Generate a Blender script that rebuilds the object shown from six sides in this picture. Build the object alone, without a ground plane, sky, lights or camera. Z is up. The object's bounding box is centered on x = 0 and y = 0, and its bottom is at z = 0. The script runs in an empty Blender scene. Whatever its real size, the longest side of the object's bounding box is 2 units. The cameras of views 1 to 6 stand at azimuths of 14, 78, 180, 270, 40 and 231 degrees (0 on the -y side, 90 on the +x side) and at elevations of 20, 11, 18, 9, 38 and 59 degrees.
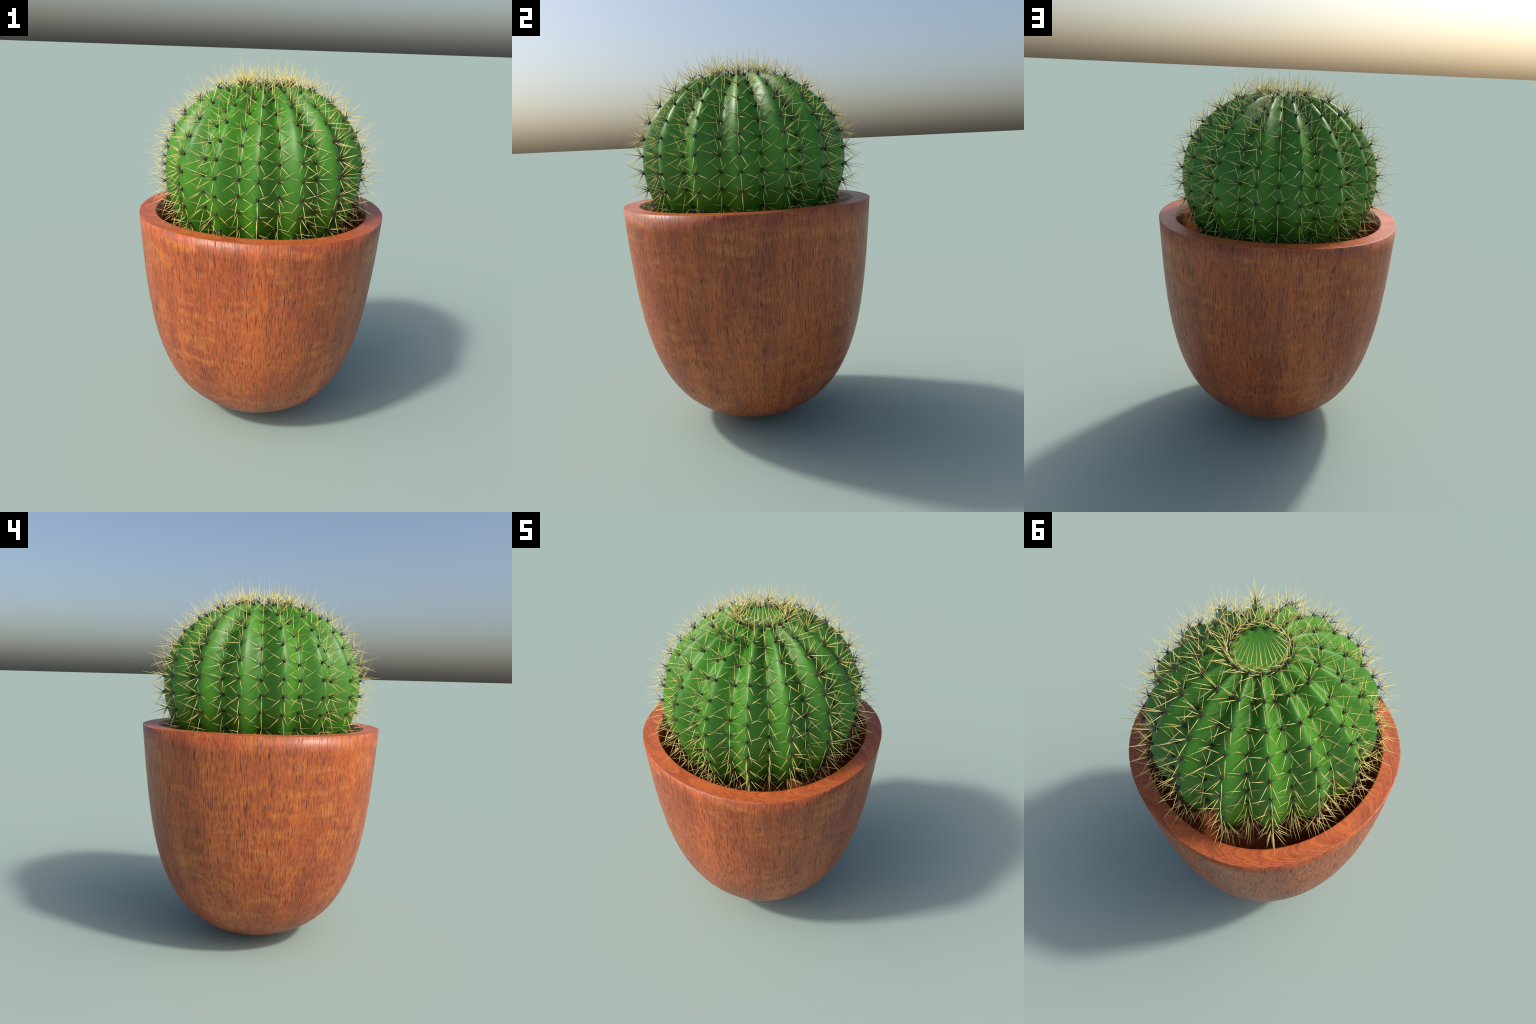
"""A ribbed ball cactus with clusters of straw-coloured spines, standing in a
tapered wooden pot with a rounded foot.  Metres, z up."""
import bpy
import math
import random
import numpy as np
from mathutils import Matrix, Vector

random.seed(7)
SCENE = bpy.context.scene


# --------------------------------------------------------------------------
# node helpers
# --------------------------------------------------------------------------
class Nodes:
    def __init__(self, name):
        self.mat = bpy.data.materials.new(name)
        self.mat.use_nodes = True
        self.t = self.mat.node_tree
        self.bsdf = self.t.nodes["Principled BSDF"]

    def new(self, kind, **props):
        n = self.t.nodes.new(kind)
        for k, v in props.items():
            setattr(n, k, v)
        return n

    def link(self, a, b):
        self.t.links.new(a, b)

    def put(self, sock, v):
        if isinstance(v, bpy.types.NodeSocket):
            self.link(v, sock)
        else:
            sock.default_value = v

    def coords(self):
        return self.new("ShaderNodeTexCoord").outputs["Object"]

    def math(self, op, a, b=0.0, c=0.0, clamp=False):
        n = self.new("ShaderNodeMath", operation=op, use_clamp=clamp)
        for s, v in zip(n.inputs, (a, b, c)):
            self.put(s, v)
        return n.outputs[0]

    def split(self, v):
        n = self.new("ShaderNodeSeparateXYZ")
        self.link(v, n.inputs[0])
        return n.outputs

    def join(self, x, y, z):
        n = self.new("ShaderNodeCombineXYZ")
        for s, v in zip(n.inputs, (x, y, z)):
            self.put(s, v)
        return n.outputs[0]

    def scale(self, v, s, loc=(0, 0, 0)):
        n = self.new("ShaderNodeMapping")
        self.link(v, n.inputs["Vector"])
        n.inputs["Scale"].default_value = s
        n.inputs["Location"].default_value = loc
        return n.outputs[0]

    def noise(self, v, scale=1.0, detail=2.0, rough=0.5, distort=0.0):
        n = self.new("ShaderNodeTexNoise")
        self.link(v, n.inputs["Vector"])
        n.inputs["Scale"].default_value = scale
        n.inputs["Detail"].default_value = detail
        n.inputs["Roughness"].default_value = rough
        n.inputs["Distortion"].default_value = distort
        return n.outputs["Fac"]

    def ramp(self, fac, *stops, ease=False):
        n = self.new("ShaderNodeValToRGB")
        self.link(fac, n.inputs[0])
        e = n.color_ramp.elements
        while len(e) < len(stops):
            e.new(0.5)
        for el, (p, c) in zip(e, stops):
            el.position = p
            el.color = (c, c, c, 1) if isinstance(c, (int, float)) else (*c, 1)
        if ease:
            n.color_ramp.interpolation = "EASE"
        return n.outputs["Color"]

    def step(self, v, lo, hi):
        n = self.new("ShaderNodeMapRange", interpolation_type="SMOOTHSTEP")
        self.put(n.inputs["Value"], v)
        n.inputs["From Min"].default_value = lo
        n.inputs["From Max"].default_value = hi
        return n.outputs[0]

    def mix(self, fac, a, b, blend="MIX"):
        n = self.new("ShaderNodeMix", data_type="RGBA", blend_type=blend)
        self.put(n.inputs["Factor"], fac)
        for i, v in ((6, a), (7, b)):
            self.put(n.inputs[i], (*v, 1) if isinstance(v, tuple) and len(v) == 3 else v)
        return n.outputs[2]

    def bump(self, height, strength, dist):
        n = self.new("ShaderNodeBump")
        n.inputs["Strength"].default_value = strength
        n.inputs["Distance"].default_value = dist
        self.link(height, n.inputs["Height"])
        self.link(n.outputs[0], self.bsdf.inputs["Normal"])

    def set(self, **kw):
        for k, v in kw.items():
            s = self.bsdf.inputs[k.replace("_", " ")]
            self.put(s, (*v, 1) if isinstance(v, tuple) and len(v) == 3 else v)
        return self.mat


# --------------------------------------------------------------------------
# materials
# --------------------------------------------------------------------------
WOOD_RED = (0.585, 0.133, 0.032)
WOOD_DARK = (0.370, 0.078, 0.025)
WOOD_GOLD = (0.780, 0.275, 0.056)
WOOD_PORE = (0.100, 0.027, 0.020)


def wood_side():
    """Upright mahogany: long broad tone stripes, golden cross figure and
    short dark pore dashes that run with the grain (up the pot)."""
    m = Nodes("mahogany_side_grain")
    p = m.coords()
    x, y, z = m.split(p)
    turn = m.math("ARCTAN2", m.math("SUBTRACT", y, x), m.math("ADD", x, y))

    # grain space: round the wall, and along it from rim to foot
    rad = m.math("SQRT", m.math("ADD", m.math("MULTIPLY", x, x), m.math("MULTIPLY", y, y)))
    fit = m.math("DIVIDE", 0.64, m.math("MAXIMUM", rad, 0.05))
    g = m.join(m.math("MULTIPLY", x, fit), m.math("MULTIPLY", y, fit),
               m.math("MULTIPLY_ADD", rad, 0.8, z))

    broad = m.noise(m.scale(p, (4.2, 4.2, 1.1)), 1.0, 3.0, 0.55)
    stripe = m.noise(m.scale(g, (15, 15, 1.0), (3, 1, 0)), 1.0, 2.0, 0.5)
    fibre = m.noise(m.scale(g, (95, 95, 9)), 1.0, 2.0, 0.6)
    cloud = m.noise(m.scale(p, (70, 70, 45)), 1.0, 3.0, 0.65)

    tone = m.math("ADD", m.math("MULTIPLY", broad, 0.55),
                  m.math("MULTIPLY", stripe, 0.45))
    col = m.mix(m.step(tone, 0.34, 0.62), WOOD_DARK, WOOD_RED)
    # golden figure lying across the grain
    wob = m.noise(m.scale(p, (9, 9, 5)), 1.0, 2.0)
    fig = m.noise(m.join(m.math("MULTIPLY", turn, 3.2),
                         m.math("MULTIPLY_ADD", z, 19.0, wob), 4.0), 1.0, 3.0, 0.62)
    zone = m.noise(m.scale(p, (2.4, 2.4, 3.4), (5, 2, 1)), 1.0, 1.0)
    gold = m.math("MULTIPLY", m.step(fig, 0.42, 0.72), m.step(zone, 0.28, 0.58))
    gold = m.math("MULTIPLY", gold, m.math("MULTIPLY_ADD", fibre, 1.0, 0.25), clamp=True)
    col = m.mix(m.math("MULTIPLY", gold, 0.62), col, WOOD_GOLD)
    # fine fibre and mottling
    col = m.mix(0.55, col, m.ramp(fibre, (0.32, 0.60), (0.60, 1.0)), "MULTIPLY")
    col = m.mix(0.55, col, m.ramp(cloud, (0.34, 0.62), (0.60, 1.0)), "MULTIPLY")
    # pores: a dense fine set and a sparser bold set
    clump = m.noise(m.scale(p, (9, 9, 3), (2, 8, 3)), 1.0, 2.0)
    small = m.noise(m.scale(g, (310, 310, 20), (4, 4, 4)), 1.0, 0.0)
    large = m.noise(m.scale(g, (225, 225, 15), (9, 1, 6)), 1.0, 1.0)
    lean = m.math("MULTIPLY_ADD", clump, 0.18, -0.09)
    fine = m.math("MULTIPLY", m.step(m.math("ADD", small, lean), 0.595, 0.71), 0.68)
    pore = m.math("MAXIMUM", fine, m.step(m.math("ADD", large, lean), 0.61, 0.69))
    col = m.mix(m.math("MULTIPLY", pore, 0.92), col, WOOD_PORE)
    m.bump(m.math("MULTIPLY_ADD", pore, -1.0, m.math("MULTIPLY", fibre, 0.3)), 0.10, 0.004)
    return m.set(Base_Color=col, Roughness=m.math("MULTIPLY_ADD", pore, 0.2, 0.40),
                 Specular_IOR_Level=0.5)


def wood_end():
    """The rim: nested bow-shaped growth lines round the ring, breaking up into
    dashes towards its outer edge."""
    m = Nodes("mahogany_rim_grain")
    p = m.coords()
    x, y, z = m.split(p)
    ang = m.math("ARCTAN2", y, x)
    fold = m.math("PINGPONG", m.math("ADD", ang, math.tau), math.pi / 2)
    rad = m.math("SQRT", m.math("ADD", m.math("MULTIPLY", x, x), m.math("MULTIPLY", y, y)))
    # the bows straighten out half way along two opposite sides
    curl = m.step(fold, 0.02, 0.62)
    off = m.math("SUBTRACT", rad, m.math("MULTIPLY_ADD", curl, 0.030, 0.583))
    wob = m.noise(p, 9, 2.0)
    wob2 = m.noise(p, 38, 2.0)
    bow = m.math("MULTIPLY", m.math("MULTIPLY", off, off),
                 m.math("MULTIPLY_ADD", curl, 70.0, 14.0))
    ph = m.math("ADD", fold, bow)
    ph = m.math("ADD", ph, m.math("MULTIPLY_ADD", wob, 0.07, m.math("MULTIPLY", wob2, 0.030)))
    band = m.noise(m.join(m.math("MULTIPLY", ph, 26.0), 0.3, 0.7), 1.0, 4.0, 0.6)
    line = m.noise(m.join(m.math("MULTIPLY", ph, 60.0), m.math("MULTIPLY", off, 14.0),
                          m.math("MULTIPLY", ang, 2.0)), 1.0, 2.0, 0.5)
    gap = m.noise(p, 34, 2.0)
    mott = m.noise(p, 20, 3.0)
    col = m.mix(m.step(band, 0.32, 0.68), (0.400, 0.080, 0.024), (0.580, 0.140, 0.036))
    col = m.mix(0.35, col, m.ramp(mott, (0.3, 0.68), (0.6, 1.0)), "MULTIPLY")
    dark = m.math("MULTIPLY", m.step(line, 0.58, 0.70), m.step(gap, 0.42, 0.56))
    # tangential dashes near the outer edge
    dash = m.noise(m.join(m.math("MULTIPLY", ang, 30.0), m.math("MULTIPLY", rad, 230.0), 1.0),
                   1.0, 2.0)
    edge = m.step(rad, 0.598, 0.650)
    dark = m.math("MAXIMUM", dark, m.math("MULTIPLY", m.step(dash, 0.50, 0.66), edge))
    col = m.mix(m.math("MULTIPLY", dark, 0.66), col, WOOD_PORE)
    m.bump(m.math("MULTIPLY", dark, -1.0), 0.08, 0.003)
    return m.set(Base_Color=col, Roughness=0.42, Specular_IOR_Level=0.5)


def stem_skin():
    m = Nodes("cactus_skin")
    p = m.coords()
    x, y, z = m.split(p)
    a = m.noise(m.scale(p, (5, 5, 3.5)), 1.0, 3.0, 0.55)
    b = m.noise(p, 24, 3.0, 0.6)
    col = m.mix(m.step(a, 0.36, 0.66), (0.044, 0.176, 0.012), (0.063, 0.242, 0.011))
    col = m.mix(m.math("MULTIPLY", m.step(b, 0.40, 0.75), 0.25), col, (0.040, 0.174, 0.019))
    return m.set(Base_Color=col, Roughness=m.math("MULTIPLY_ADD", a, 0.06, 0.42),
                 Specular_IOR_Level=0.42)


def areole_felt():
    m = Nodes("areole_felt")
    p = m.coords()
    n = m.noise(p, 320, 2.0)
    col = m.mix(n, (0.020, 0.012, 0.008), (0.060, 0.037, 0.024))
    m.bump(n, 0.4, 0.002)
    return m.set(Base_Color=col, Roughness=0.5)


def spine_shades():
    """Scorched base to straw tip, as a row of materials down the spine."""
    tints = ((0.016, 0.011, 0.007), (0.070, 0.042, 0.016), (0.28, 0.18, 0.050),
             (0.60, 0.46, 0.135), (0.92, 0.745, 0.235), (0.94, 0.77, 0.270))
    out = []
    for c in tints:
        m = Nodes("spine_horn")
        n = m.noise(m.coords(), 60, 2.0)
        m.set(Base_Color=m.mix(m.math("MULTIPLY", n, 0.35), c, tuple(v * 0.72 for v in c)),
              Roughness=0.42, Specular_IOR_Level=0.5)
        out.append(m.mat)
    return out


# --------------------------------------------------------------------------
# object helpers
# --------------------------------------------------------------------------
def add(name, data, parent=None, kind=None):
    ob = bpy.data.objects.new(name, data)
    SCENE.collection.objects.link(ob)
    ob.parent = parent
    if kind:
        ob["kind"] = kind
    return ob


def mesh_from(name, verts, faces, mats, slots=None, smooth=True):
    me = bpy.data.meshes.new(name)
    me.from_pydata([tuple(v) for v in verts], [], [tuple(f) for f in faces])
    for mt in mats:
        me.materials.append(mt)
    if slots is not None:
        me.polygons.foreach_set("material_index", slots)
    if smooth:
        me.polygons.foreach_set("use_smooth", [True] * len(me.polygons))
    me.update()
    return me


# --------------------------------------------------------------------------
# pot: a rounded-square cup, subdivided from a simple tapered cage
# --------------------------------------------------------------------------
RIM_Z = 1.2118
OUT_TOP, OUT_FOOT, FOOT_Z = 0.7180, 0.632, -0.1058      # half widths of the cage
IN_TOP, IN_FOOT, FLOOR_Z = 0.6248, 0.545, -0.008


def make_pot(parent):
    rings = ((OUT_FOOT, FOOT_Z), (OUT_TOP, RIM_Z), (IN_TOP, RIM_Z), (IN_FOOT, FLOOR_Z))
    v = [(sx * h, sy * h, z) for h, z in rings
         for sx, sy in ((-1, -1), (1, -1), (1, 1), (-1, 1))]
    f = [(3, 2, 1, 0), (12, 13, 14, 15)]
    for k in range(3):
        for i in range(4):
            j = (i + 1) % 4
            f.append((4 * k + i, 4 * k + j, 4 * k + 4 + j, 4 * k + 4 + i))
    me = bpy.data.meshes.new("pot")
    me.from_pydata(v, [], f)
    crease = me.attributes.new("crease_edge", "FLOAT", "EDGE")
    for e in me.edges:
        a, b = e.vertices
        if a // 4 == b // 4 and a // 4 in (1, 2):
            crease.data[e.index].value = 1.0
    cage = add("pot", me)
    s = cage.modifiers.new("round", "SUBSURF")
    s.levels = s.render_levels = 4
    dg = bpy.context.evaluated_depsgraph_get()
    done = bpy.data.meshes.new_from_object(cage.evaluated_get(dg))
    bpy.data.objects.remove(cage)
    done.name = "pot"
    done.materials.clear()
    done.materials.append(wood_side())
    done.materials.append(wood_end())
    n = len(done.polygons)
    nor = np.empty(n * 3)
    cen = np.empty(n * 3)
    done.polygons.foreach_get("normal", nor)
    done.polygons.foreach_get("center", cen)
    top = (nor[2::3] > 0.8) & (cen[2::3] > RIM_Z - 0.02)
    done.polygons.foreach_set("material_index", top.astype(np.int32))
    done.polygons.foreach_set("use_smooth", np.ones(n, bool))
    done.update()
    return add("pot", done, parent)


# --------------------------------------------------------------------------
# stem: ridge and valley meridians, blended round sixteen ribs
# --------------------------------------------------------------------------
RIBS = 16
# (radius, height) of each ring of areoles, crown downwards
RIDGE = [(0.1393, 1.8700), (0.2543, 1.8447), (0.3558, 1.7871), (0.4362, 1.7166),
         (0.4950, 1.6374), (0.5312, 1.5571), (0.5470, 1.4731), (0.5475, 1.3880),
         (0.5312, 1.3010), (0.4960, 1.2082), (0.4405, 1.1094), (0.3520, 1.0200)]
VALLEY = [(0.1304, 1.8541), (0.2300, 1.8063), (0.3280, 1.7490), (0.3970, 1.6850),
          (0.4485, 1.6155), (0.4797, 1.5410), (0.4947, 1.4667), (0.4945, 1.3897),
          (0.4840, 1.3110), (0.4510, 1.2270), (0.3990, 1.1370), (0.3180, 1.0550)]
SQUEEZE = 0.9745            # the stem is a little narrower along x
BEAD_RISE = 0.0035          # the beads' centres stand this far off the skin
CROWN = [(0.0, 1.8655), (0.048, 1.8657), (0.094, 1.8655)]
FOOT = [(0.190, 0.962), (0.0, 0.945)]


def meridian(rows):
    """Smooth curve through crown, areole rings and foot; parameter = row."""
    pts = np.array(CROWN + rows + FOOT, float)
    pts = np.vstack([[-pts[1, 0], pts[1, 1]], pts, [-pts[-2, 0], pts[-2, 1]]])

    def at(u):
        u = np.asarray(u, float) + len(CROWN) + 1      # row 0 follows the crown
        i = np.clip(np.floor(u).astype(int), 1, len(pts) - 3)
        t = (u - i)[..., None]
        a, b, c, d = pts[i - 1], pts[i], pts[i + 1], pts[i + 2]
        return 0.5 * (2 * b + (c - a) * t + (2 * a - 5 * b + 4 * c - d) * t ** 2
                      + (3 * b - a - 3 * c + d) * t ** 3)
    return at


ridge_at, valley_at = meridian(RIDGE), meridian(VALLEY)


def stem_point(u, az):
    k = 0.5 - 0.5 * np.cos(RIBS * az)            # 0 in a valley, 1 on a ridge
    rz = valley_at(u) * (1 - k)[..., None] + ridge_at(u) * k[..., None]
    rz = (rz - (0, 1.43)) * (1 - BEAD_RISE / 0.547) + (0, 1.43)
    return np.stack([SQUEEZE * rz[..., 0] * np.cos(az), rz[..., 0] * np.sin(az), rz[..., 1]], -1)


def make_stem(parent):
    per, turns = 9, RIBS * 30
    lo, hi = -len(CROWN), len(RIDGE) + 1
    us = np.linspace(lo, hi, (hi - lo) * per + 1)[1:-1]
    az = np.arange(turns) * math.tau / turns
    u2, a2 = np.meshgrid(us, az, indexing="ij")
    grid = stem_point(u2, a2).reshape(-1, 3)
    verts = np.vstack([grid, [[0, 0, CROWN[0][1]], [0, 0, FOOT[-1][1]]]])
    R, T = len(us), turns
    i, j = np.meshgrid(np.arange(R - 1), np.arange(T), indexing="ij")
    jn = (j + 1) % T
    quads = np.stack([i * T + j, (i + 1) * T + j, (i + 1) * T + jn, i * T + jn], -1).reshape(-1, 4)
    faces = [tuple(q) for q in quads.tolist()]
    top, bot = R * T, R * T + 1
    faces += [(top, k, (k + 1) % T) for k in range(T)]
    faces += [(bot, (R - 1) * T + (k + 1) % T, (R - 1) * T + k) for k in range(T)]
    return add("cactus_stem", mesh_from("cactus_stem", verts, faces, [stem_skin()]), parent)


def frame_at(row, az):
    """Place, outward normal and 'towards the nearer pole' direction."""
    e = 1e-3
    A = lambda v: np.array(v, float)
    p = stem_point(A(row), A(az))
    du = stem_point(A(row + e), A(az)) - stem_point(A(row - e), A(az))
    dv = stem_point(A(row), A(az + e)) - stem_point(A(row), A(az - e))
    n = Vector(np.cross(du, dv)).normalized()
    if n.dot(Vector((p[0], p[1], p[2] - 1.43))) < 0:
        n.negate()
    up = Vector((0, 0, 1 if n.z >= 0 else -1))
    up = (up - n * up.dot(n)).normalized()
    return Vector(p), n, up


# --------------------------------------------------------------------------
# areoles and spines
# --------------------------------------------------------------------------
# each arm: turn about the areole (0 = towards the pole), lean from the
# outward direction, length, how far up the scorched base reaches
ARMS = ((1, 54, 0.127, 0.15), (73, 63, 0.104, 0.22), (-54, 65, 0.099, 0.22),
        (134, 43, 0.118, 0.13), (-153, 42, 0.116, 0.13), (8, 5, 0.131, 0.11))
SPINE_R = 0.0015
AREOLE_R = 0.0078


def spine_shape(length, scorch):
    """A slim spindle along +z: thin at the root, widest near a third, needle tip."""
    stops = [(0.0, 0.74), (scorch, 0.90), (scorch + 0.05, 0.98), (scorch + 0.10, 1.0),
             (scorch + 0.15, 1.0), (scorch + 0.22, 0.92), (0.66, 0.56), (0.84, 0.27), (1.0, 0.02)]
    sides = 6
    v, f, s = [], [], []
    for t, w in stops:
        for k in range(sides):
            a = math.tau * k / sides
            v.append((SPINE_R * w * math.cos(a), SPINE_R * w * math.sin(a), t * length))
    for r in range(len(stops) - 1):
        for k in range(sides):
            k2 = (k + 1) % sides
            f.append((r * sides + k, r * sides + k2, (r + 1) * sides + k2, (r + 1) * sides + k))
            s.append(min(r, 5))
    n = len(stops)
    f.append(tuple((n - 1) * sides + k for k in range(sides)))
    s.append(5)
    return np.array(v), f, s


def ball_shape(r, rings=7, sides=12):
    v, f = [(0, 0, r)], []
    for i in range(1, rings):
        a = math.pi * i / rings
        for k in range(sides):
            b = math.tau * k / sides
            v.append((r * math.sin(a) * math.cos(b), r * math.sin(a) * math.sin(b), r * math.cos(a)))
    v.append((0, 0, -r))
    for k in range(sides):
        f.append((0, 1 + k, 1 + (k + 1) % sides))
        f.append((len(v) - 1, 1 + (rings - 2) * sides + (k + 1) % sides, 1 + (rings - 2) * sides + k))
    for i in range(rings - 2):
        for k in range(sides):
            a, b = 1 + i * sides + k, 1 + i * sides + (k + 1) % sides
            f.append((a, a + sides, b + sides, b))
    return np.array(v), f


class Heap:
    """Collects transformed copies of a shape into one joined mesh."""
    def __init__(self):
        self.v, self.f, self.s, self.n = [], [], [], 0

    def put(self, shape, M):
        v, f, s = shape
        m = np.array(M)
        self.v.append(v @ m[:3, :3].T + m[:3, 3])
        self.f += [tuple(i + self.n for i in q) for q in f]
        self.s += s
        self.n += len(v)

    def mesh(self, name, mats):
        return mesh_from(name, np.vstack(self.v), self.f, mats, self.s)


def make_prickles(stem):
    felt, horn = areole_felt(), spine_shades()
    ball = ball_shape(AREOLE_R)
    ball_mesh = mesh_from("areole", *ball, [felt])
    shapes = [spine_shape(L, s) for _, _, L, s in ARMS]
    lead_mesh = mesh_from("spine", shapes[0][0], shapes[0][1], horn, shapes[0][2])
    balls, spines = Heap(), Heap()
    for row in range(len(RIDGE)):
        for k in range(2 * RIBS):
            az = k * math.tau / (2 * RIBS)
            p, n, up = frame_at(row, az)
            side = up.cross(n)
            # bead sits half sunk in the skin
            sz = random.uniform(0.92, 1.10)
            basis = Matrix((side, up, n)).transposed().to_4x4()
            M = Matrix.Translation(p + n * BEAD_RISE) @ basis @ Matrix.Diagonal((sz, sz, sz * 0.95, 1))
            if row < 9:
                ob = add("areole", ball_mesh, stem)
                ob.matrix_world = M
            else:
                balls.put((*ball, [0] * len(ball[1])), M)
            twist = random.gauss(0, 1.0)
            for i, (turn, lean, L, s) in enumerate(ARMS):
                t = math.radians(turn + twist + random.gauss(0, 0.9))
                a = math.radians(lean + random.gauss(0, 0.8))
                # turn counts anticlockwise seen from outside, starting at 'up'
                flat = up * math.cos(t) + n.cross(up) * math.sin(t)
                d = (n * math.cos(a) + flat * math.sin(a)).normalized()
                g = random.uniform(0.95, 1.0)
                q = d.to_track_quat("Z", "Y").to_matrix().to_4x4()
                S = Matrix.Translation(p + n * BEAD_RISE) @ q @ Matrix.Diagonal((1, 1, g, 1))
                if i == 0 and row < 9:
                    ob = add("spine", lead_mesh, stem)
                    ob.matrix_world = S
                else:
                    spines.put(shapes[i], S)
    add("areole", balls.mesh("areole_rest", [felt]), stem, "stuff")
    add("spine", spines.mesh("spine_rest", horn), stem, "stuff")


# --------------------------------------------------------------------------
root = bpy.data.objects.new("potted_cactus", None)
SCENE.collection.objects.link(root)
root["label"] = "round ribbed green cactus with straw spines in wooden pot"
root["category"] = "potted cactus"
make_pot(root)
stem = make_stem(root)
make_prickles(stem)
